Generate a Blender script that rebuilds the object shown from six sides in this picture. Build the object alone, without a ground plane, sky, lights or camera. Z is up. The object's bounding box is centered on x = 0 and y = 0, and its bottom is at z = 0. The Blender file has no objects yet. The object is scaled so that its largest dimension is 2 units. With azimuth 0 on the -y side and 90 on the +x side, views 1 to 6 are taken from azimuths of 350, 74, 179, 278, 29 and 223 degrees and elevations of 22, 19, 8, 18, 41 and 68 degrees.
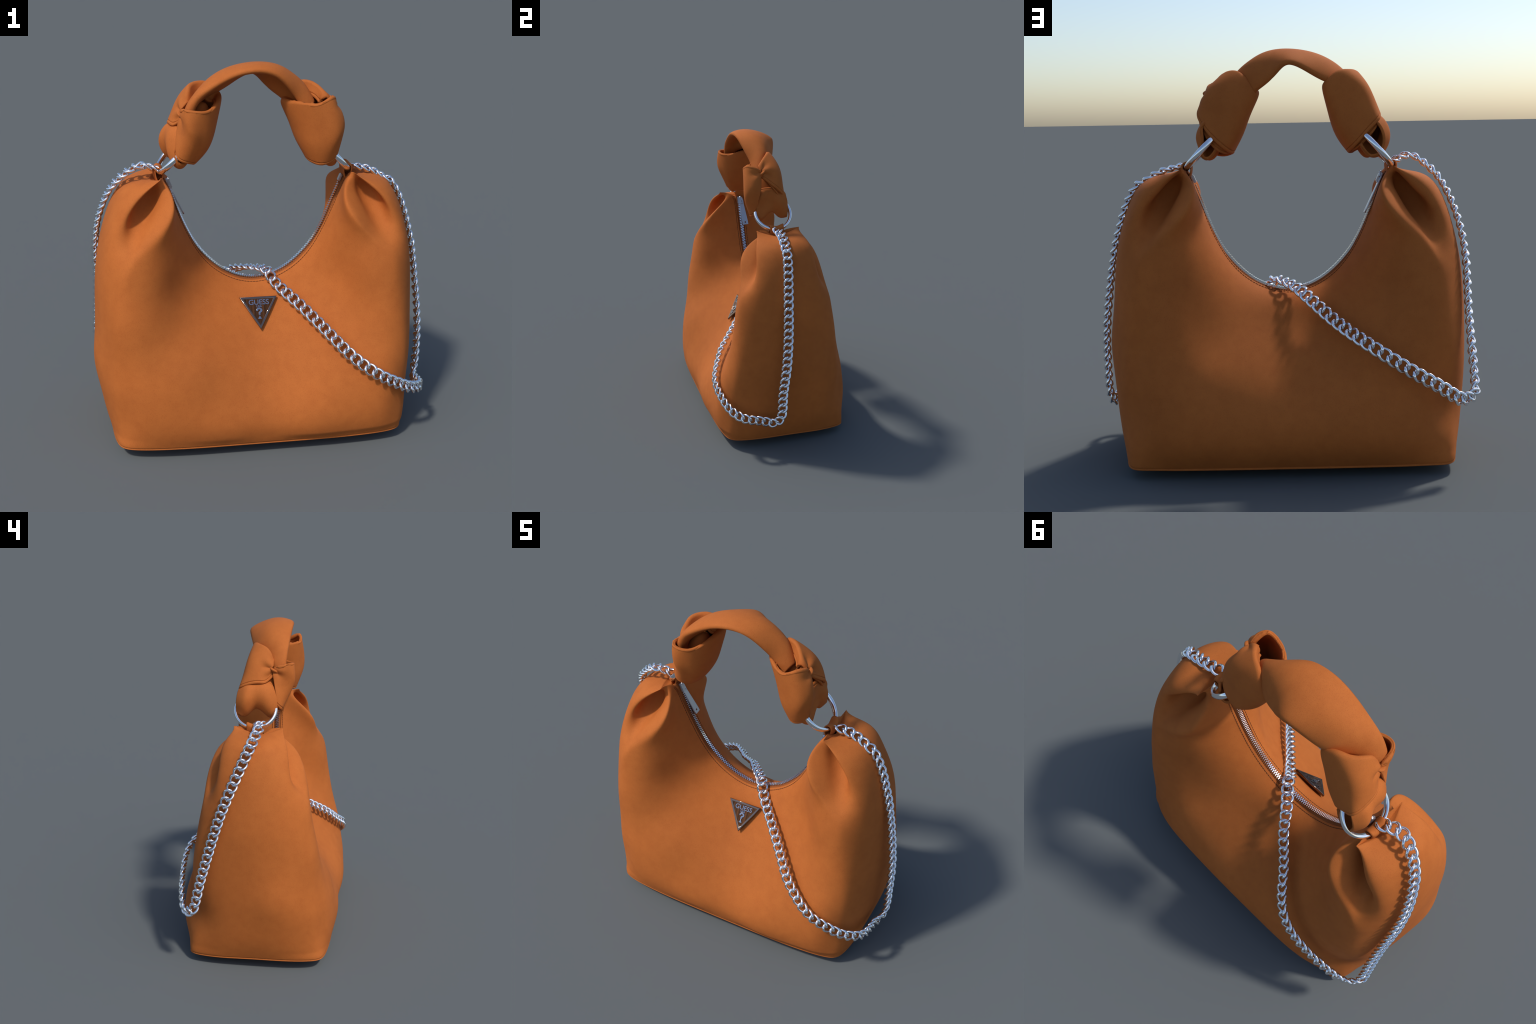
# Soft leather hobo bag with a knotted handle, ring hardware, zip and a curb chain.
import bpy, bmesh, math
import numpy as np
from mathutils import Vector, Matrix
from mathutils.bvhtree import BVHTree

X0 = -0.042            # the bag stands a little left of the frame's middle
rng = np.random.default_rng(7)

# ------------------------------------------------------------------ maths
def spline(knots, n, closed=False):
    """Smooth curve through knots (K, ...) at n points: C2 cubic spline."""
    P = np.asarray(knots, float)
    K = len(P)
    flat = P.reshape(K, -1)
    A = np.zeros((K, K)); B = np.zeros_like(flat)
    for i in range(K):
        if closed:
            a, b = (i - 1) % K, (i + 1) % K
        elif i == 0 or i == K - 1:
            A[i, i] = 1.0
            continue
        else:
            a, b = i - 1, i + 1
        A[i, a] += 1; A[i, i] += 4; A[i, b] += 1
        B[i] = 6 * (flat[a] - 2 * flat[i] + flat[b])
    M = np.linalg.solve(A, B)
    top = K if closed else K - 1
    x = np.linspace(0, top, n, endpoint=not closed)
    i = np.minimum(x.astype(int), top - 1)
    f = (x - i)[:, None]
    j = (i + 1) % K
    g = 1 - f
    out = g * flat[i] + f * flat[j] + ((g**3 - g) * M[i] + (f**3 - f) * M[j]) / 6
    return out.reshape((n,) + P.shape[1:])

def surface(grid, nu, nv, closed_u=False):
    g = spline(grid, nu, closed_u)
    return np.swapaxes(spline(np.swapaxes(g, 0, 1), nv), 0, 1)

def grid_normals(S, closed_u=False):
    if closed_u:
        du = np.roll(S, -1, 0) - np.roll(S, 1, 0)
    else:
        du = np.gradient(S, axis=0)
    dv = np.gradient(S, axis=1)
    n = np.cross(du, dv)
    return n / np.maximum(np.linalg.norm(n, axis=2, keepdims=True), 1e-9)

def unit(v):
    v = np.asarray(v, float)
    return v / max(np.linalg.norm(v), 1e-9)

def step(a, b, x):
    t = np.clip((x - a) / (b - a), 0, 1)
    return t * t * (3 - 2 * t)

# ------------------------------------------------------------------ objects
def link(obj, parent=None):
    bpy.context.scene.collection.objects.link(obj)
    if parent is not None:
        obj.parent = parent
    return obj

def mesh_object(name, verts, faces, material, parent, smooth=True, angle=None):
    me = bpy.data.meshes.new(name)
    me.from_pydata([tuple(map(float, v)) for v in verts], [], faces)
    me.validate()
    bm = bmesh.new(); bm.from_mesh(me)
    bmesh.ops.recalc_face_normals(bm, faces=bm.faces)
    bm.to_mesh(me); bm.free()
    if smooth:
        me.polygons.foreach_set("use_smooth", [True] * len(me.polygons))
        if angle:
            me.set_sharp_from_angle(angle=math.radians(angle))
    me.materials.append(material)
    return link(bpy.data.objects.new(name, me), parent)

def grid_faces(nu, nv, closed_u=False, closed_v=False, base=0):
    F = []
    for i in range(nu if closed_u else nu - 1):
        for j in range(nv if closed_v else nv - 1):
            a, b = i, (i + 1) % nu
            c, d = j, (j + 1) % nv
            F.append((base + a * nv + c, base + b * nv + c, base + b * nv + d, base + a * nv + d))
    return F

def sweep(path, radii, sides=12, closed=False, side_hint=(0, 0, 1), profile=None, caps=True):
    """Tube along a path; radii (n,) or (n,2); returns verts, faces."""
    P = np.asarray(path, float); n = len(P)
    if closed:
        T = np.roll(P, -1, 0) - np.roll(P, 1, 0)
    else:
        T = np.gradient(P, axis=0)
    T /= np.linalg.norm(T, axis=1, keepdims=True)
    R = np.broadcast_to(np.asarray(radii, float).reshape(len(np.atleast_1d(radii)), -1), (n, 2) if np.ndim(radii) > 1 else (n, 1))
    if R.shape[1] == 1:
        R = np.repeat(R, 2, 1)
    a = np.linspace(0, 2 * math.pi, sides, endpoint=False)
    V = []
    hint = np.asarray(side_hint, float)
    for i in range(n):
        h = hint[i] if hint.ndim == 2 else hint
        s = unit(h - T[i] * (h @ T[i])); b = np.cross(T[i], s)
        for t in a:
            V.append(P[i] + s * math.cos(t) * R[i, 0] + b * math.sin(t) * R[i, 1])
    F = grid_faces(n, sides, closed, True)
    if not closed and caps:
        F.append(tuple(range(sides))); F.append(tuple(range((n - 1) * sides, n * sides)))
    return V, F

def with_hems(S, hem=.009):
    """Resample the lines of S so that rows lie along both edges at the hem."""
    L = np.r_["1", np.zeros((S.shape[0], 1)), np.cumsum(np.linalg.norm(np.diff(S, axis=1), axis=2), axis=1)]
    near = hem * np.array([0, .35, .75, .9, 1.0, 1.1, 1.25, 1.8])
    inner = np.linspace(0, 1, S.shape[1])[1:-1]
    out = np.zeros((S.shape[0], 2 * len(near) + len(inner), 3))
    for i in range(S.shape[0]):
        n_ = np.minimum(near, L[i, -1] * .3 * near / near[-1])
        q = np.r_[n_, n_[-1] + inner * (L[i, -1] - 2 * n_[-1]), L[i, -1] - n_[::-1]]
        for k in range(3):
            out[i, :, k] = np.interp(q, L[i], S[i, :, k])
    dip = np.zeros(out.shape[1]); dip[[3, -4]] = .7; dip[[4, -5]] = 1; dip[[5, -6]] = .7
    return out, dip

def thick_sheet(S, thickness, hem=True, closed_u=False):
    """Leather sheet: middle surface S (nu, nv, 3) given thickness, rounded
    edges and, if asked, a sewn line sunk in along both edges."""
    S, dip = with_hems(S) if hem else (S, np.zeros(S.shape[1]))
    N = grid_normals(S, closed_u)
    nu, nv = S.shape[:2]
    h = thickness / 2
    def edge_dir(j, k):
        d = S[:, j] - S[:, k]
        return d / np.maximum(np.linalg.norm(d, axis=1, keepdims=True), 1e-9)
    d1 = edge_dir(-1, -2); d0 = edge_dir(0, 1)
    rows = [S[:, j] + N[:, j] * (h - dip[j] * .0035) for j in range(nv)]
    prof = [(0.8, 0.6), (0.35, 0.95), (0.0, 0.45), (-0.35, 0.95), (-0.8, 0.6)] if hem else [(0.7, 0.7), (0, 1), (-0.7, 0.7)]
    for q, o in prof:
        rows.append(S[:, -1] + N[:, -1] * h * q + d1 * h * o)
    for j in range(nv - 1, -1, -1):
        rows.append(S[:, j] - N[:, j] * (h - dip[j] * .0035))
    for q, o in reversed(prof):
        rows.append(S[:, 0] + N[:, 0] * h * q + d0 * h * o)
    R = np.stack(rows, 1)
    m = R.shape[1]
    V = R.reshape(-1, 3)
    F = grid_faces(nu, m, closed_u, True)
    if not closed_u:
        F.append(tuple(range(m))[::-1]); F.append(tuple(range((nu - 1) * m, nu * m)))
    return V, F

# ------------------------------------------------------------------ materials
def new_material(name):
    m = bpy.data.materials.new(name); m.use_nodes = True
    t = m.node_tree
    return m, t, t.nodes["Principled BSDF"]

def leather_material(name, base, spread=.07):
    """Nubuck: cloudy mottling, fine dark pores, a soft dry surface."""
    m, t, b = new_material(name)
    L = t.links.new
    co = t.nodes.new("ShaderNodeTexCoord")
    def noise(scale, detail, rough=.5):
        n = t.nodes.new("ShaderNodeTexNoise")
        n.inputs["Scale"].default_value = scale; n.inputs["Detail"].default_value = detail; n.inputs["Roughness"].default_value = rough
        L(co.outputs["Object"], n.inputs["Vector"])
        return n
    def ramp(src, p0, c0, p1, c1):
        r = t.nodes.new("ShaderNodeValToRGB")
        r.color_ramp.elements[0].position = p0; r.color_ramp.elements[0].color = (*c0, 1)
        r.color_ramp.elements[1].position = p1; r.color_ramp.elements[1].color = (*c1, 1)
        L(src.outputs["Fac"], r.inputs["Fac"])
        return r
    def times(x, y):
        k = t.nodes.new("ShaderNodeMix"); k.data_type = "RGBA"; k.blend_type = "MULTIPLY"; k.inputs[0].default_value = 1
        L(x, k.inputs[6]); L(y, k.inputs[7])
        return k.outputs[2]
    cloud, mottle, pores = noise(2.6, 4), noise(19, 5, .6), noise(330, 2)
    base = np.array(base)
    c = ramp(cloud, .32, base * (1 - spread), .68, base * (1 + spread))
    d = ramp(mottle, .30, (.93, .90, .88), .62, (1.0, 1.0, 1.0))
    e = ramp(pores, .28, (.83, .80, .78), .50, (1.0, 1.0, 1.0))
    L(times(times(c.outputs["Color"], d.outputs["Color"]), e.outputs["Color"]), b.inputs["Base Color"])
    bump = t.nodes.new("ShaderNodeBump"); bump.inputs["Strength"].default_value = 0.12; bump.inputs["Distance"].default_value = 0.002
    L(pores.outputs["Fac"], bump.inputs["Height"]); L(bump.outputs["Normal"], b.inputs["Normal"])
    b.inputs["Roughness"].default_value = 0.80
    b.inputs["Specular IOR Level"].default_value = 0.18
    return m

def metal_material(name, colour, rough):
    m, t, b = new_material(name)
    co = t.nodes.new("ShaderNodeTexCoord")
    no = t.nodes.new("ShaderNodeTexNoise"); no.inputs["Scale"].default_value = 35
    mr = t.nodes.new("ShaderNodeMapRange")
    mr.inputs["To Min"].default_value = rough * 0.8; mr.inputs["To Max"].default_value = rough * 1.25
    t.links.new(co.outputs["Object"], no.inputs["Vector"]); t.links.new(no.outputs["Fac"], mr.inputs["Value"])
    t.links.new(mr.outputs["Result"], b.inputs["Roughness"])
    b.inputs["Base Color"].default_value = (*colour, 1); b.inputs["Metallic"].default_value = 1
    return m

def badge_face_material():
    m, t, b = new_material("plate_painted_reflections")
    co = t.nodes.new("ShaderNodeTexCoord")
    mp = t.nodes.new("ShaderNodeMapping"); mp.inputs["Scale"].default_value = (75, 0.6, 0.6)
    no = t.nodes.new("ShaderNodeTexNoise"); no.inputs["Scale"].default_value = 1; no.inputs["Detail"].default_value = 2
    r = t.nodes.new("ShaderNodeValToRGB")
    r.color_ramp.elements[0].position = 0.35; r.color_ramp.elements[0].color = (0.045, 0.022, 0.010, 1)  # brown and orange stripes paint the mirror reflections into the plate colour
    r.color_ramp.elements[1].position = 0.75; r.color_ramp.elements[1].color = (0.24, 0.080, 0.025, 1)
    L = t.links.new
    L(co.outputs["Object"], mp.inputs["Vector"]); L(mp.outputs["Vector"], no.inputs["Vector"])
    L(no.outputs["Fac"], r.inputs["Fac"]); L(r.outputs["Color"], b.inputs["Base Color"])
    b.inputs["Metallic"].default_value = 0.85; b.inputs["Roughness"].default_value = 0.22
    return m

TAN = leather_material("tan_leather", (0.455, 0.128, 0.026))
TAPE = leather_material("zip_tape_cloth", (0.27, 0.080, 0.020))
THREAD = leather_material("dark_thread", (0.13, 0.042, 0.014))
CHROME = metal_material("polished_steel", (0.86, 0.88, 0.92), 0.13)  # slight blue cast of sky reflection tinted into the base
STEEL = metal_material("satin_zip_steel", (0.50, 0.50, 0.53), 0.38)
PLATE = badge_face_material()
FRAME = metal_material("mirror_metal_darkened_reflection", (0.20, 0.145, 0.12), 0.06)  # base colour darkened to brown for what the polished border reflects
LETTER = metal_material("letter_metal_sky_tinted", (0.30, 0.32, 0.38), 0.15)  # blue-grey of the mirrored sky mixed into the letter colour

bag = link(bpy.data.objects.new("leather_handbag", None))
bag["label"] = "tan leather hobo bag with knotted handle and silver chain"
bag["category"] = "handbag"

# ------------------------------------------------------------------ bag body
# One quarter of the bag as columns from the bottom seam to the top edge.
# Points are (distance from the middle along x, distance along y, height).
QUARTER = np.array([
 # middle of the long side, up to the lowest point of the zip
 [(0, .458, .070), (0, .475, .20), (0, .395, .39), (0, .245, .57), (0, .147, .69), (0, .089, .765), (0, .048, .805), (0, .022, .820)],
 [(.20, .458, .070), (.20, .475, .20), (.20, .400, .39), (.20, .263, .58), (.195, .170, .70), (.19, .103, .79), (.185, .055, .85), (.182, .022, .882)],
 [(.38, .456, .070), (.385, .470, .20), (.39, .415, .40), (.385, .308, .60), (.37, .225, .745), (.34, .148, .87), (.315, .078, .96), (.305, .022, 1.01)],
 [(.53, .449, .070), (.535, .460, .20), (.545, .425, .40), (.535, .358, .61), (.515, .300, .81), (.46, .240, .99), (.405, .130, 1.10), (.388, .022, 1.17)],
 [(.638, .438, .070), (.645, .445, .20), (.65, .422, .40), (.64, .380, .62), (.61, .335, .86), (.545, .290, 1.07), (.445, .195, 1.21), (.447, .022, 1.31)],
 [(.718, .420, .071), (.72, .413, .20), (.725, .397, .40), (.715, .370, .63), (.685, .336, .89), (.615, .298, 1.10), (.458, .205, 1.30), (.487, .042, 1.412)],
 # the gathered front corner of the end
 [(.768, .368, .072), (.780, .362, .20), (.785, .350, .40), (.775, .333, .63), (.745, .303, .91), (.665, .268, 1.13), (.552, .112, 1.330), (.503, .122, 1.438)],
 [(.792, .244, .072), (.818, .250, .20), (.83, .245, .40), (.828, .235, .63), (.805, .218, .93), (.742, .212, 1.165), (.622, .176, 1.345), (.509, .126, 1.434)],
 [(.799, .122, .072), (.833, .125, .20), (.853, .122, .40), (.856, .12, .63), (.838, .113, .93), (.785, .098, 1.18), (.686, .085, 1.366), (.540, .050, 1.412)],
 [(.801, 0, .072), (.837, 0, .20), (.86, 0, .40), (.864, 0, .63), (.848, 0, .93), (.797, 0, 1.18), (.698, 0, 1.364), (.55, 0, 1.406)],
])
# the back bulges differently: its own depths for the same columns
BACK_DEPTH = np.array([
 [.415, .487, .448, .300, .190, .125, .070, .022],
 [.415, .487, .455, .325, .222, .148, .080, .022],
 [.413, .482, .458, .372, .292, .202, .108, .022],
 [.410, .468, .450, .398, .343, .265, .150, .022],
 [.403, .442, .432, .395, .352, .300, .200, .022],
 [.398, .406, .392, .370, .340, .302, .245, .040],
 [.355, .350, .338, .330, .303, .265, .105, .138],
 [.235, .242, .240, .235, .218, .210, .180, .140],
 [.118, .122, .120, .120, .113, .098, .080, .045],
 [.000, .000, .000, .000, .000, .000, .000, .000]])
NC = len(QUARTER) - 1                      # columns per quarter

def full_columns():
    cols = []
    for q, (sx, sy) in enumerate([(-1, -1), (-1, 1), (1, 1), (1, -1)]):
        order = range(NC) if q in (0, 2) else range(NC, 0, -1)
        for c in order:
            col = QUARTER[c]
            w = BACK_DEPTH[c] if sy > 0 else col[:, 1]
            z = col[:, 2].copy()
            if sy > 0:
                z[0] -= .010 * min(w[0] / .3, 1)
            u = col[:, 0] + (+.005 * step(.95, 1.2, z) * step(.50, .62, col[:, 0]) if sx > 0 else 0)
            cols.append(np.stack([X0 + sx * u, sy * w, z], 1))
    return np.array(cols)

NU, NV = 4 * 9 * 14, 150
body = surface(full_columns(), NU, NV, True)
normal = grid_normals(body, True)
cen = np.array([X0, 0, .6])
if ((body - cen) * normal).sum() < 0:
    normal = -normal
cpos = np.arange(NU) / NU * 4 * NC         # running column number
tpos = np.linspace(0, 1, NV)

def pleat(middle, depth, width, reach, lean, top=.985):
    """A tuck: a hollow that starts at the gathered tip and fades downwards."""
    t = tpos[None, :]
    down = top - t
    c = middle + lean * np.maximum(down, 0)
    d = (cpos[:, None] - c + 2 * NC) % (4 * NC) - 2 * NC
    wid = width * (.30 + 3.2 * np.clip(down, 0, None))
    along = step(.02, .13, down) * (1 - step(reach * .35, reach, down))
    return depth * np.exp(-(d / wid) ** 2) * along

dent = (pleat(6.2, .072, .55, .36, .2)            # left, front
        + pleat(2 * NC - 6.1, .075, .52, .40, -.2)   # left, back
        + pleat(2 * NC + 6.1, .062, .5, .38, .2)    # right, back
        + pleat(4 * NC - 6.2, .070, .5, .32, -.3))   # right, front
body = body - normal * dent[:, :, None]
# where the soft leather swells out or falls in: (place, reach, height)
SWELLS = [((-.45, -.40, .50), .22, .035), ((-.20, -.38, .42), .20, .006), ((-.03, -.44, .36), .24, -.018),
          ((.40, -.28, .75), .18, -.026), ((.60, -.40, .45), .14, .014), ((-.79, -.36, .20), .14, -.012), ((-.79, -.36, .50), .16, -.015),
          ((-.88, -.15, .46), .15, .024), ((-.80, .36, .30), .15, -.034), ((.72, .37, .30), .14, -.028), ((.70, .36, .60), .18, -.016),
          ((.45, .33, .90), .18, -.020), ((-.50, .34, .90), .12, -.015), ((-.10, .33, .55), .10, .015),
          ((.36, -.20, .90), .14, -.028), ((.55, -.25, 1.15), .12, -.026), ((-.42, -.26, .88), .14, -.020), ((.35, .36, .68), .17, -.024), ((-.70, .40, .45), .16, -.026), ((-.70, .22, 1.18), .12, .014), ((-.60, -.36, .75), .15, .014),
          ((.83, .10, .60), .14, .016), ((.62, -.44, .22), .20, .020), ((-.34, -.38, .52), .18, .012), ((-.66, .17, 1.33), .10, .020), ((.60, .17, 1.33), .09, .012),
          ((.25, -.47, .17), .20, .018), ((-.25, -.47, .14), .15, .008), ((.75, -.36, .30), .16, -.014), ((.46, -.22, 1.02), .10, -.014), ((.40, .12, 1.25), .09, .018), ((-.49, .12, 1.25), .09, .018)]
lift = sum(h * np.exp(-((body - np.array(p)) ** 2).sum(axis=2) / r ** 2) for p, r, h in SWELLS)
body = body + normal * (lift * step(0, .06, tpos)[None, :])[:, :, None]
# slight unevenness of soft leather
un = (np.sin(body[..., 0] * 7.1 + 1.3) * np.sin(body[..., 2] * 6.3 + .4) + np.sin(body[..., 0] * 13.7 + body[..., 2] * 9.1)) * .0015
body = body + normal * (un * np.sin(math.pi * tpos)[None, :])[:, :, None]

# bottom: a welt along the seam, then the base panel sagging to the ground
def ring_at(scale_out, z):
    base = body[:, 0].copy()
    mid = np.array([X0, 0])
    d = base[:, :2] - mid
    l = np.linalg.norm(normal[:, 0, :2], axis=1, keepdims=True)
    base[:, :2] += normal[:, 0, :2] / np.maximum(l, 1e-6) * scale_out
    base[:, 2] = base[:, 2] - .060 + z if z > .03 else z
    return base
extra = [ring_at(-.32, .000), ring_at(-.20, .008), ring_at(-.11, .026), ring_at(-.05, .0385), ring_at(-.014, .0440),
         ring_at(-.004, .0470), ring_at(.0004, .0505), ring_at(-.0018, .0540), ring_at(-.0040, .0565)]
# keep the innermost rings from crossing: squash towards the long axis
for r, k in zip(extra[:3], (.32, .20, .11)):
    d = body[:, 0, :2] - np.array([X0, 0])
    s = np.array([1 - k / .77, 1 - k / .41])
    r[:, :2] = np.array([X0, 0]) + d * s
shell = np.concatenate([np.stack(extra, 1), body], 1)
nv = shell.shape[1]
# inside face of the top edge so that the rim has thickness
rim_n = normal[:, -1]
inner1 = body[:, -1] - rim_n * .010 + np.array([0, 0, .004])
inner2 = body[:, -6] - normal[:, -6] * .014
inner3 = body[:, -16] - normal[:, -16] * .016
lip = body[:, -1] - rim_n * .003 + np.array([0, 0, .004])
turned = np.stack([lip, inner1, inner2, inner3], 1)
# over the ends the edge is gathered under the ring tab: close it to a shallow valley
colq = np.minimum(cpos % (2 * NC), 2 * NC - cpos % (2 * NC))          # 0 at mid side, NC at the end
shut = step(NC - 4.6, NC - 3.9, colq)[:, None]
sgn = np.sign(body[:, -1, 0] - X0)
heart = np.stack([X0 + sgn * .518, body[:, -1, 1] * .12, np.full(NU, 1.396)], 1)
for k_, f in enumerate((.06, .35, .70, 1.0)):
    p_ = body[:, -1] * (1 - f) + heart * f
    p_[:, 2] -= .006 * math.sin(math.pi * f)
    turned[:, k_] = turned[:, k_] * (1 - shut) + p_ * shut
shell = np.concatenate([shell, turned], 1)
nv = shell.shape[1]
V = shell.reshape(-1, 3)
F = grid_faces(NU, nv, True)
F.append(tuple(i * nv for i in range(NU)))
main = mesh_object("body", V, F, TAN, bag)
bvh = BVHTree.FromPolygons([Vector(p) for p in body.reshape(-1, 3)], grid_faces(NU, NV, True))

# ------------------------------------------------------------------ zip
zipper = link(bpy.data.objects.new("zipper", None), bag)
ZIP_KNOTS = [(-.515, 1.408), (-.487, 1.34), (-.45, 1.235), (-.40, 1.117), (-.343, 1.02), (-.262, .930), (-.165, .863), (X0, .833),
             (.085, .863), (.182, .930), (.262, 1.02), (.318, 1.117), (.363, 1.235), (.403, 1.34), (.43, 1.408)]
zc = spline([(x, 0, z) for x, z in ZIP_KNOTS], 600)
seg = np.r_[0, np.cumsum(np.linalg.norm(np.diff(zc, axis=0), axis=1))]
def on_zip(s):
    p = np.array([np.interp(s, seg, zc[:, k]) for k in range(3)])
    q = np.array([np.interp(s + .004, seg, zc[:, k]) - np.interp(s - .004, seg, zc[:, k]) for k in range(3)])
    t = unit(q); n = unit(np.cross(t, (0, -1, 0)))
    if n[2] < 0: n = -n
    return p, t, n
tape = []
for s in np.linspace(0, seg[-1], 160):
    p, t, n = on_zip(s)
    tape.append([p - n * .006 + np.array([0, w, 0]) - n * d for w, d in [(-.034, .026), (-.020, .010), (-.007, .003), (.007, .003), (.020, .010), (.034, .026)]])
Vt, Ft = thick_sheet(np.array(tape), .005, False)
tape_o = mesh_object("zip_tape", Vt, Ft, TAPE, zipper)

def box_mesh(name, sx, sy, sz, bevel, mat):
    bm = bmesh.new(); bmesh.ops.create_cube(bm, size=1)
    bmesh.ops.scale(bm, vec=(sx, sy, sz), verts=bm.verts)
    if bevel:
        bmesh.ops.bevel(bm, geom=bm.edges, offset=bevel, segments=2, affect="EDGES")
    me = bpy.data.meshes.new(name); bm.to_mesh(me); bm.free()
    me.polygons.foreach_set("use_smooth", [True] * len(me.polygons)); me.set_sharp_from_angle(angle=math.radians(35))
    me.materials.append(mat)
    return me
def frame(p, a, b, c):
    m = Matrix.Identity(4)
    for k in range(3):
        m[k][0], m[k][1], m[k][2], m[k][3] = a[k], b[k], c[k], p[k]
    return m
tooth = box_mesh("zip_tooth", .0050, .0140, .0075, .0012, CHROME)
pitch = .0124
count = int((seg[-1] - .09) / pitch)
for k in range(count):
    for side in (-1, 1):
        p, t, n = on_zip(.045 + (k + (.5 if side > 0 else 0)) * pitch)
        o = link(bpy.data.objects.new("zip_tooth", tooth), zipper)
        o.matrix_world = frame(p + n * .003 + np.array([0, side * .0055, 0]), t, (0, 1, 0), n)

# slider with its pull at the left end, box stop at the right end
p, t, n = on_zip(.035)
sl = link(bpy.data.objects.new("zip_slider", box_mesh("zip_slider", .055, .030, .016, .004, STEEL)), zipper)
sl.matrix_world = frame(p + n * .008, t, (0, 1, 0), n)
p, t, n = on_zip(seg[-1] - .03)
st = link(bpy.data.objects.new("zip_stop", box_mesh("zip_stop", .040, .026, .014, .003, STEEL)), zipper)
st.matrix_world = frame(p + n * .006, t, (0, 1, 0), n)

def outline_plate(name, outer, holes, thickness, bevel, mat):
    cu = bpy.data.curves.new(name, "CURVE"); cu.dimensions = "2D"; cu.fill_mode = "BOTH"
    cu.extrude = thickness / 2 - bevel; cu.bevel_depth = bevel; cu.bevel_resolution = 2
    for loop in [outer] + holes:
        sp = cu.splines.new("POLY"); sp.points.add(len(loop) - 1); sp.use_cyclic_u = True
        for q, (x, y) in zip(sp.points, loop):
            q.co = (x, y, 0, 1)
    ob = bpy.data.objects.new(name, cu); link(ob)
    me = bpy.data.meshes.new_from_object(ob.evaluated_get(bpy.context.evaluated_depsgraph_get()))
    bpy.data.objects.remove(ob); bpy.data.curves.remove(cu)
    me.name = name; me.materials.clear(); me.materials.append(mat)
    return me
pull_top, pull_bot = np.array([-.512, .012, 1.392]), np.array([-.424, .026, 1.206])
pd = unit(pull_bot - pull_top); plen = np.linalg.norm(pull_bot - pull_top)
rect = lambda x0, x1, y: [(x0, -y), (x1, -y), (x1, y), (x0, y)]
plate = outline_plate("zip_pull", [(0, -.012), (.02, -.016), (.05, -.014), (plen - .02, -.020), (plen, -.019), (plen, .019), (plen - .02, .020), (.05, .014), (.02, .016), (0, .012)],
                      [rect(plen - .024, plen - .010, .006), rect(.012, .034, .006)], .008, .0015, STEEL)
po = link(bpy.data.objects.new("zip_pull", plate), zipper)
side = unit(np.cross((0.86, 0, .5), pd)); nn = np.cross(pd, side)
po.matrix_world = frame(pull_top + nn * .004, pd, side, nn)
V1, F1 = sweep([pull_top + pd * .045 + nn * .009 + side * y for y in np.linspace(-.008, .008, 5)], [.004], 8, side_hint=nn)
mesh_object("zip_pull_rivet", V1, F1, STEEL, zipper)
hp = [on_zip(.018)[0] + on_zip(.018)[2] * .014, pull_top - pd * .006 + nn * .016, pull_top + pd * .022 + nn * .012]
V1, F1 = sweep(spline(hp, 14), [.0045], 8, side_hint=(0, 1, 0))
mesh_object("slider_bridge", V1, F1, STEEL, zipper)

# stitching along the zip edge
def stitch_line(inset, col_from, col_to):
    pts = []
    for i in range(NU):
        if col_from <= cpos[i] <= col_to:
            line, nl = body[i, ::-1], normal[i, ::-1]
            d = np.r_[0, np.cumsum(np.linalg.norm(np.diff(line, axis=0), axis=1))]
            pts.append((np.array([np.interp(inset, d, line[:, k]) for k in range(3)]), unit([np.interp(inset, d, nl[:, k]) for k in range(3)])))
    return pts
def add_stitches(pts_n, name):
    P = np.array([p for p, _ in pts_n]); Nn = np.array([n for _, n in pts_n])
    s = np.r_[0, np.cumsum(np.linalg.norm(np.diff(P, axis=0), axis=1))]
    V, F = [], []
    L0 = .016
    for k in range(int(s[-1] / L0)):
        q = np.linspace(k * L0 + .0015, (k + 1) * L0 - .0015, 5)
        path = np.stack([np.interp(q, s, P[:, a]) for a in range(3)], 1)
        nn_ = np.stack([np.interp(q, s, Nn[:, a]) for a in range(3)], 1)
        path = path + nn_ * np.array([-.001, .0006, .001, .0006, -.001])[:, None]
        v, f = sweep(path, [.0019], 6, side_hint=nn_[2])
        F += [tuple(i + len(V) for i in g) for g in f]; V += v
    ob = mesh_object(name, V, F, THREAD, bag); ob["kind"] = "stuff"
row = .012
fr = [q for q in stitch_line(row, 4 * NC - 5.0, 4 * NC)] + [q for q in stitch_line(row, 0, 5.0)]
add_stitches(fr, "stitching")
add_stitches(stitch_line(row, 2 * NC - 5.0, 2 * NC + 5.0), "stitching")

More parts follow.
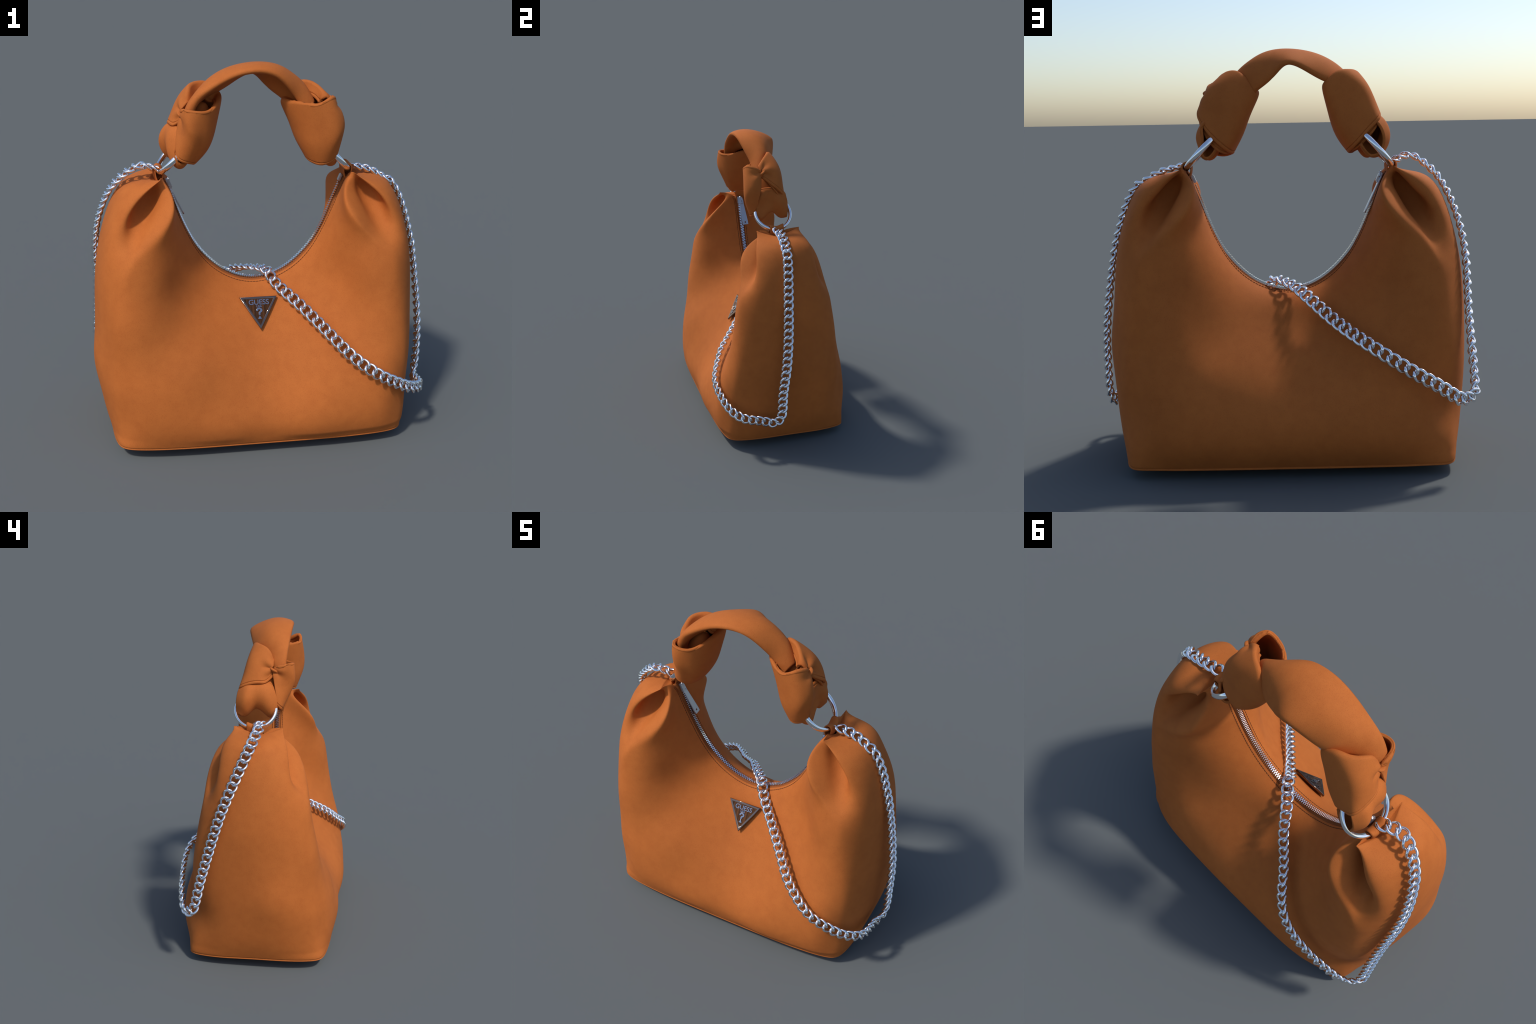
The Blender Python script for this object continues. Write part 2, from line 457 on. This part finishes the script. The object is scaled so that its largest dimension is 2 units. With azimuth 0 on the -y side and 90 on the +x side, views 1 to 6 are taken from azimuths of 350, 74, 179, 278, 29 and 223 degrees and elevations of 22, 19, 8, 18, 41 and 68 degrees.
# ------------------------------------------------------------------ rings, tabs
RING_R, WIRE_R = .119, .0118
RINGS = {-1: dict(c=np.array([-.472, .035, 1.522]), up=unit((.66, .03, .75))),
         1: dict(c=np.array([.368, .004, 1.520]), up=unit((-.68, 0, .73)))}
for sx, r in RINGS.items():
    u, v = r["up"], unit((0, 1, 0)); v = unit(v - u * (v @ u)); w = np.cross(u, v)
    r["v"], r["w"] = v, w
    a = np.linspace(0, 2 * math.pi, 72, endpoint=False)
    V1, F1 = sweep([r["c"] + RING_R * (u * math.cos(t) + v * math.sin(t)) for t in a], np.tile([[.0155, WIRE_R]], (72, 1)), 18, True, side_hint=w)
    mesh_object("ring", V1, F1, CHROME, bag)
    # leather tab that holds the ring: a short sleeve around its lowest arc, sewn into the bag top
    rows = []
    out = unit(np.array([sx, 0, .2]))
    for t in np.linspace(-.40, .40, 17):
        c = r["c"] - RING_R * (u * math.cos(t) * 1.0 + v * math.sin(t))
        e = (abs(t) / .40) ** 4
        prof = []
        for a_ in np.linspace(0, 2 * math.pi, 32, endpoint=False):
            ca, sa = math.cos(a_), math.sin(a_)
            lift = (.027 - .004 * math.cos(t * 7) - .004 * e) if ca > 0 else .062
            prof.append(c + np.array([0, 0, 1]) * ca * lift + out * sa * (.027 - .004 * e) * (1 if ca > 0 else 1 - .25 * ca * ca))
        rows.append(prof)
    R = np.array(rows)
    fl = R.mean(axis=1)
    V1 = np.concatenate([R, (fl[:, None] + (R - fl[:, None]) * .78)[::-1]], 0)
    mesh_object("ring_tab", V1.reshape(-1, 3), grid_faces(34, 32, True, True), TAN, bag)

# ------------------------------------------------------------------ handle
handle = link(bpy.data.objects.new("handle", None), bag)
# arched band: a flattened tube given by its front edge, crown and back edge
BAND = [[(-.395, -.135, 1.715), (-.402, -.095, 1.710), (-.390, -.055, 1.715)],
        [(-.385, -.135, 1.785), (-.388, -.090, 1.788), (-.375, -.045, 1.790)],
        [(-.360, -.138, 1.838), (-.338, -.064, 1.850), (-.300, .020, 1.825)],
        [(-.290, -.142, 1.890), (-.275, -.030, 1.905), (-.240, .070, 1.835)],
        [(-.195, -.146, 1.944), (-.180, -.010, 1.952), (-.165, .100, 1.872)],
        [(-.080, -.146, 1.974), (-.060, -.010, 1.975), (-.056, .130, 1.922)],
        [(.030, -.134, 1.950), (.045, .000, 1.960), (.015, .110, 1.862)],
        [(.105, -.108, 1.880), (.125, .000, 1.918), (.085, .075, 1.805)],
        [(.155, -.085, 1.810), (.185, -.010, 1.865), (.135, .045, 1.760)],
        [(.200, -.090, 1.740), (.230, -.030, 1.790), (.180, .030, 1.700)]]
NB, MB = 100, 33
S = surface(np.array(BAND, float), NB, MB)
N = grid_normals(S)
if N[NB // 2, MB // 2, 2] < 0:
    N = -N
across = np.linspace(-1, 1, MB)
half = .024 * (1 - np.abs(across) ** 3.2) ** .45 + 1e-5
R = np.concatenate([S + N * half[None, :, None], (S - N * half[None, :, None])[:, -2:0:-1]], 1)
MR = R.shape[1]
F1 = grid_faces(NB, MR, False, True) + [tuple(range(MR)), tuple(range((NB - 1) * MR, NB * MR))]
mesh_object("handle_band", R.reshape(-1, 3), F1, TAN, handle)

# the wraps: one band wound once around the handle, from its upper to its lower edge
WRAP = {-1: [[(-.425, -.065, 1.755), (-.448, -.070, 1.690), (-.460, -.082, 1.625), (-.462, -.092, 1.560)],
             [(-.434, -.112, 1.774), (-.430, -.118, 1.700), (-.436, -.124, 1.615), (-.446, -.112, 1.532)],
             [(-.410, -.172, 1.783), (-.404, -.186, 1.710), (-.388, -.168, 1.630), (-.405, -.112, 1.518)],
             [(-.352, -.180, 1.776), (-.345, -.176, 1.700), (-.345, -.150, 1.610), (-.378, -.092, 1.508)],
             [(-.295, -.140, 1.775), (-.290, -.135, 1.690), (-.310, -.115, 1.590), (-.365, -.065, 1.503)],
             [(-.240, -.050, 1.800), (-.252, -.040, 1.700), (-.285, -.030, 1.590), (-.345, .000, 1.505)],
             [(-.218, .050, 1.817), (-.248, .060, 1.700), (-.288, .070, 1.600), (-.345, .075, 1.518)],
             [(-.234, .082, 1.845), (-.280, .097, 1.730), (-.330, .115, 1.630), (-.375, .122, 1.550)],
             [(-.285, .075, 1.885), (-.345, .100, 1.785), (-.395, .120, 1.700), (-.432, .135, 1.610)],
             [(-.345, .055, 1.897), (-.405, .085, 1.820), (-.450, .105, 1.735), (-.483, .130, 1.660)],
             [(-.390, .010, 1.892), (-.432, .035, 1.825), (-.466, .045, 1.755), (-.492, .040, 1.690)],
             [(-.408, -.030, 1.865), (-.438, -.010, 1.800), (-.456, -.005, 1.745), (-.474, -.015, 1.690)],
             [(-.418, -.065, 1.810), (-.428, -.060, 1.780), (-.434, -.057, 1.750), (-.437, -.060, 1.720)]],
        1: [[(.338, -.068, 1.795), (.370, -.080, 1.720), (.380, -.100, 1.640), (.358, -.115, 1.555)],
            [(.337, -.112, 1.820), (.384, -.130, 1.735), (.384, -.138, 1.650), (.362, -.122, 1.545)],
            [(.312, -.157, 1.830), (.350, -.177, 1.700), (.342, -.167, 1.600), (.342, -.125, 1.515)],
            [(.256, -.166, 1.803), (.285, -.172, 1.690), (.285, -.163, 1.590), (.288, -.132, 1.495)],
            [(.198, -.140, 1.797), (.215, -.138, 1.680), (.225, -.132, 1.585), (.243, -.105, 1.498)],
            [(.128, -.075, 1.798), (.158, -.075, 1.690), (.183, -.070, 1.590), (.218, -.055, 1.508)],
            [(.088, .000, 1.795), (.130, .020, 1.690), (.168, .030, 1.600), (.224, .030, 1.513)],
            [(.103, .062, 1.805), (.162, .086, 1.700), (.202, .095, 1.610), (.250, .095, 1.530)],
            [(.145, .065, 1.855), (.208, .095, 1.755), (.256, .103, 1.660), (.298, .108, 1.570)],
            [(.190, .040, 1.895), (.262, .080, 1.805), (.315, .088, 1.710), (.350, .092, 1.625)],
            [(.245, .012, 1.895), (.312, .048, 1.820), (.360, .055, 1.750), (.387, .038, 1.690)],
            [(.290, -.030, 1.870), (.332, -.005, 1.815), (.352, -.005, 1.775), (.371, -.020, 1.735)],
            [(.325, -.070, 1.825), (.335, -.060, 1.805), (.340, -.055, 1.785), (.345, -.060, 1.765)]]}
def pinch(S, cross):
    """Small pleats that run together where the strap is drawn through itself."""
    N = grid_normals(S)
    d = S - cross
    far = np.linalg.norm(d, axis=2)
    turn = np.arctan2(d[..., 2], d[..., 1])
    return S + N * (.0055 * np.sin(turn * 5 + .6) * np.exp(-((far - .045) / .035) ** 2))[..., None]

# from back to front; each line runs from under the wrap over the outside, under the ring and up inside
FOLD = [[(-.440, .120, 1.660), (-.478, .138, 1.630), (-.500, .146, 1.565), (-.478, .146, 1.500), (-.430, .140, 1.492), (-.395, .125, 1.540)],
        [(-.450, .085, 1.685), (-.500, .090, 1.655), (-.530, .092, 1.585), (-.500, .092, 1.508), (-.440, .090, 1.492), (-.390, .085, 1.545)],
        [(-.450, .045, 1.690), (-.492, .045, 1.660), (-.508, .045, 1.605), (-.486, .045, 1.548), (-.440, .045, 1.530), (-.390, .045, 1.570)],
        [(-.445, .000, 1.690), (-.486, -.002, 1.660), (-.502, -.004, 1.600), (-.482, -.004, 1.535), (-.440, -.004, 1.515), (-.390, .000, 1.560)],
        [(-.435, -.045, 1.680), (-.474, -.048, 1.645), (-.494, -.052, 1.570), (-.472, -.054, 1.497), (-.430, -.050, 1.480), (-.385, -.045, 1.540)],
        [(-.425, -.075, 1.650), (-.452, -.080, 1.620), (-.466, -.086, 1.570), (-.458, -.092, 1.522), (-.425, -.088, 1.505), (-.385, -.070, 1.550)]]
for sx, cols in WRAP.items():
    cols = np.array(cols, float)
    spine = np.stack([np.interp(cols[..., 2], [1.5, 1.85], [-.405, -.325] if sx < 0 else [.30, .215]), np.full(cols.shape[:2], -.01)], -1)
    cols[..., :2] = spine + (cols[..., :2] - spine) * .94
    hub = cols[:, 0].mean(axis=0)
    curl = np.clip((np.arange(len(cols)) - 4) / 3, 0, 1)[:, None]      # the back rim rolls in over the band
    up_ = np.array([0, 0, 1.0])
    low = cols[:, 0] - curl * up_ * .014
    roll1 = cols[:, 0] + curl * ((hub - cols[:, 0]) * .22 - up_ * .002) + (1 - curl) * up_ * .003
    roll2 = cols[:, 0] + curl * ((hub - cols[:, 0]) * .45 - up_ * .035) + (1 - curl) * up_ * .006
    S = surface(np.concatenate([roll2[:, None], roll1[:, None], low[:, None], cols[:, 1:]], 1), 170, 56)
    cross = np.array([-.425, -.062, 1.765]) if sx < 0 else np.array([.335, -.062, 1.80])
    S = pinch(S, cross)
    V1, F1 = thick_sheet(S, .018)
    mesh_object("knot_wrap", V1, F1, TAN, handle)
    # inner ply showing below the hem of the wrap
    ply = cols[6:12]
    inner = [ply[:, 1], ply[:, 2], ply[:, 3] + (ply[:, 3] - ply[:, 2]) * np.array([.05, .22, .34, .36, .30, .15])[:, None]]
    inner = np.stack(inner, 1)
    sp = np.stack([np.interp(inner[..., 2], [1.5, 1.85], [-.405, -.325] if sx < 0 else [.30, .215]), np.full(inner.shape[:2], -.01)], -1)
    inner[..., :2] = sp + (inner[..., :2] - sp) * .86
    V1, F1 = thick_sheet(surface(inner, 60, 30), .012)
    mesh_object("knot_ply", V1, F1, TAN, handle)
    # tuck: the little fold of leather caught in the crossing
    ends = [cross + np.array([-sx * .03, .030, .012]), cross + np.array([sx * .004, .012, -.002]), cross + np.array([sx * .010, -.012, -.014]), cross + np.array([-sx * .02, -.030, -.030])]
    V1, F1 = sweep(spline(ends, 24), np.stack([np.interp(np.linspace(0, 1, 24), [0, .5, 1], [.010, .017, .008]), np.full(24, .009)], 1), 14, side_hint=(sx, 0, .3))
    mesh_object("knot_tuck", V1, F1, TAN, handle)
    # stuffing of the knot: what one sees inside the folds
    c = np.array([-.372, -.005, 1.66]) if sx < 0 else np.array([.262, -.005, 1.66])
    ax = unit((-sx * .45, 0, 1)); y = np.array([0, 1, 0]); z = np.cross(ax, y)
    V1 = []
    for i in range(25):
        a = math.pi * i / 24
        for b in np.linspace(0, 2 * math.pi, 32, endpoint=False):
            V1.append(c + ax * math.cos(a) * .150 + (y * math.cos(b) * .085 + z * math.sin(b) * .075) * math.sin(a))
    mesh_object("knot_core", V1, grid_faces(25, 32, False, True), TAN, handle)
    # end of the strap folded around the ring: hangs in two soft legs
    cols = np.array(FOLD, float)
    if sx > 0:
        cols = (cols - RINGS[-1]["c"]) * np.array([-1, .92, 1]) + RINGS[1]["c"]
        cols[..., 0] -= .040 * step(.36, .40, cols[..., 0])
    S = surface(cols, 70, 60)
    V1, F1 = thick_sheet(S, .014)
    mesh_object("strap_fold", V1, F1, TAN, handle)

# ------------------------------------------------------------------ badge
corners = [np.array(p) for p in [(-.133, -.118, .757), (.059, -.118, .757), (-.035, -.214, .621)]]
mid = sum(corners) / 3
ex = unit(corners[1] - corners[0]); ez = unit(np.cross(ex, (corners[0] + corners[1]) / 2 - corners[2])); ey = np.cross(ez, ex)
M = frame(mid + ez * .004, ex, ey, ez)
flat = [((c - mid) @ ex, (c - mid) @ ey) for c in corners]
badge = link(bpy.data.objects.new("badge", outline_plate("badge", [flat[0], flat[2], flat[1]], [], .010, .002, PLATE)), bag)
badge.matrix_world = M
k = .905
border = link(bpy.data.objects.new("badge_border", outline_plate("badge_border", [(x * 1.01, y * 1.01) for x, y in flat], [[(x * k, y * k) for x, y in flat]], .015, .003, FRAME)), badge)
border.matrix_world = M
def lettering(text, size, x, y, extrude=.0018, squash=1.0):
    cu = bpy.data.curves.new("lettering", "FONT"); cu.body = text; cu.size = size
    cu.align_x = "CENTER"; cu.align_y = "CENTER"; cu.extrude = extrude; cu.offset = .0004
    ob = bpy.data.objects.new("lettering", cu); link(ob)
    me = bpy.data.meshes.new_from_object(ob.evaluated_get(bpy.context.evaluated_depsgraph_get()))
    bpy.data.objects.remove(ob); bpy.data.curves.remove(cu)
    me.materials.clear(); me.materials.append(LETTER)
    o = link(bpy.data.objects.new("lettering", me), badge)
    o.matrix_world = M @ Matrix.Translation((x, y, .0062)) @ Matrix.Diagonal((squash, 1, 1, 1))
lettering("GUESS", .039, 0, .027)
lettering("USA", .016, 0, .005)
hook = spline([(-.0125, -.019), (-.009, -.009), (.001, -.0065), (.0105, -.012), (.009, -.0215), (.001, -.028), (.0, -.040)], 40)
tang = np.gradient(hook, axis=0); tang /= np.linalg.norm(tang, axis=1, keepdims=True)
across_ = np.stack([-tang[:, 1], tang[:, 0]], 1) * .0042
mark = link(bpy.data.objects.new("badge_mark", outline_plate("badge_mark", [tuple(p) for p in np.concatenate([hook + across_, (hook - across_)[::-1]])], [], .004, .0006, LETTER)), badge)
mark.matrix_world = M @ Matrix.Translation((0, 0, .0062))
dot = link(bpy.data.objects.new("badge_mark", outline_plate("badge_mark", [(-.009, -.062), (.009, -.062), (0, -.045)], [], .004, .0006, LETTER)), badge)
dot.matrix_world = M @ Matrix.Translation((0, 0, .0062))

# ------------------------------------------------------------------ chain
CHAIN = [(-0.565, 0.005, 1.456), (-0.650, -0.015, 1.479), (-0.736, 0.006, 1.424), (-0.809, 0.049, 1.326), (-0.866, 0.118, 1.162), (-0.888, 0.186, 0.985),
         (-0.889, 0.249, 0.776), (-0.898, 0.308, 0.557), (-0.906, 0.341, 0.415), (-0.890, 0.378, 0.379), (-0.825, 0.423, 0.374), (-0.742, 0.449, 0.428),
         (-0.601, 0.470, 0.515), (-0.413, 0.442, 0.632), (-0.265, 0.296, 0.715), (-0.152, 0.188, 0.800), (-0.070, 0.086, 0.856), (0.003, 0.007, 0.877),
         (0.030, -0.034, 0.867), (0.069, -0.078, 0.817), (0.156, -0.168, 0.754), (0.255, -0.266, 0.674), (0.361, -0.373, 0.581), (0.425, -0.415, 0.523),
         (0.535, -0.464, 0.448), (0.648, -0.456, 0.379), (0.753, -0.417, 0.318), (0.836, -0.334, 0.278), (0.851, -0.223, 0.252), (0.865, -0.148, 0.233),
         (0.883, -0.101, 0.289), (0.887, -0.093, 0.431), (0.881, -0.066, 0.618), (0.852, -0.043, 0.847), (0.817, -0.031, 1.044), (0.761, -0.016, 1.219),
         (0.679, -0.002, 1.349), (0.581, 0.004, 1.416), (0.498, -0.004, 1.439)]
path = spline(CHAIN, 3000)
out = []
for p in path:
    loc, nor, idx, dist = bvh.find_nearest(Vector(p))
    n = np.array(nor)
    if n @ (np.array(loc) - np.array([X0, 0, min(max(loc[2], .3), 1.0)])) < 0: n = -n
    d = (p - np.array(loc)) @ n
    crossing = abs(p[1]) < .10 and p[2] > .78 and abs(p[0]) < .2           # here it lies across the zip
    if crossing:
        n = unit((0, p[1] * 6, 1))
    out.append((np.array(loc) + n * .017 if d < .017 and loc[2] < 1.36 and not crossing else p, n))
path = np.array([q for q, _ in out]); cn = np.array([n for _, n in out])
ker = np.hanning(41); ker /= ker.sum()
def smooth(A):
    pad = np.concatenate([np.repeat(A[:1], 20, 0), A, np.repeat(A[-1:], 20, 0)])
    return np.stack([np.convolve(pad[:, k], ker, "valid") for k in range(3)], 1)
for _ in range(8):
    cn = smooth(cn)
path = np.concatenate([path[:1], smooth(path)[1:-1], path[-1:]])
cs = np.r_[0, np.cumsum(np.linalg.norm(np.diff(path, axis=0), axis=1))]
a = np.linspace(0, 2 * math.pi, 26, endpoint=False)
A_, B_, TW = .0315, .0272, math.radians(46)
loop = [(A_ * math.copysign(abs(math.cos(t)) ** .85, math.cos(t)), B_ * math.sin(t) * math.cos(TW * math.cos(t)), B_ * math.sin(t) * math.sin(TW * math.cos(t))) for t in a]
V1, F1 = sweep(loop, [.0077], 8, True, side_hint=(0, 0, 1))
chain = link(bpy.data.objects.new("chain_strap", None), bag)
first = mesh_object("chain_link", V1, F1, CHROME, chain)
n_links = int(round(cs[-1] / .0465))
for i in range(n_links + 1):
    s = cs[-1] * i / n_links
    p = np.array([np.interp(s, cs, path[:, k]) for k in range(3)])
    t = unit([np.interp(min(s + .01, cs[-1]), cs, path[:, k]) - np.interp(max(s - .01, 0), cs, path[:, k]) for k in range(3)])
    n = np.array([np.interp(s, cs, cn[:, k]) for k in range(3)]); n = unit(n - t * (n @ t))
    ob = first if i == 0 else link(bpy.data.objects.new("chain_link", first.data), chain)
    roll = rng.normal(0, .05)
    b = np.cross(n, t)
    ob.matrix_world = frame(p, t, b * math.cos(roll) + n * math.sin(roll), n * math.cos(roll) - b * math.sin(roll))
print("links", n_links, "teeth", 2 * count)
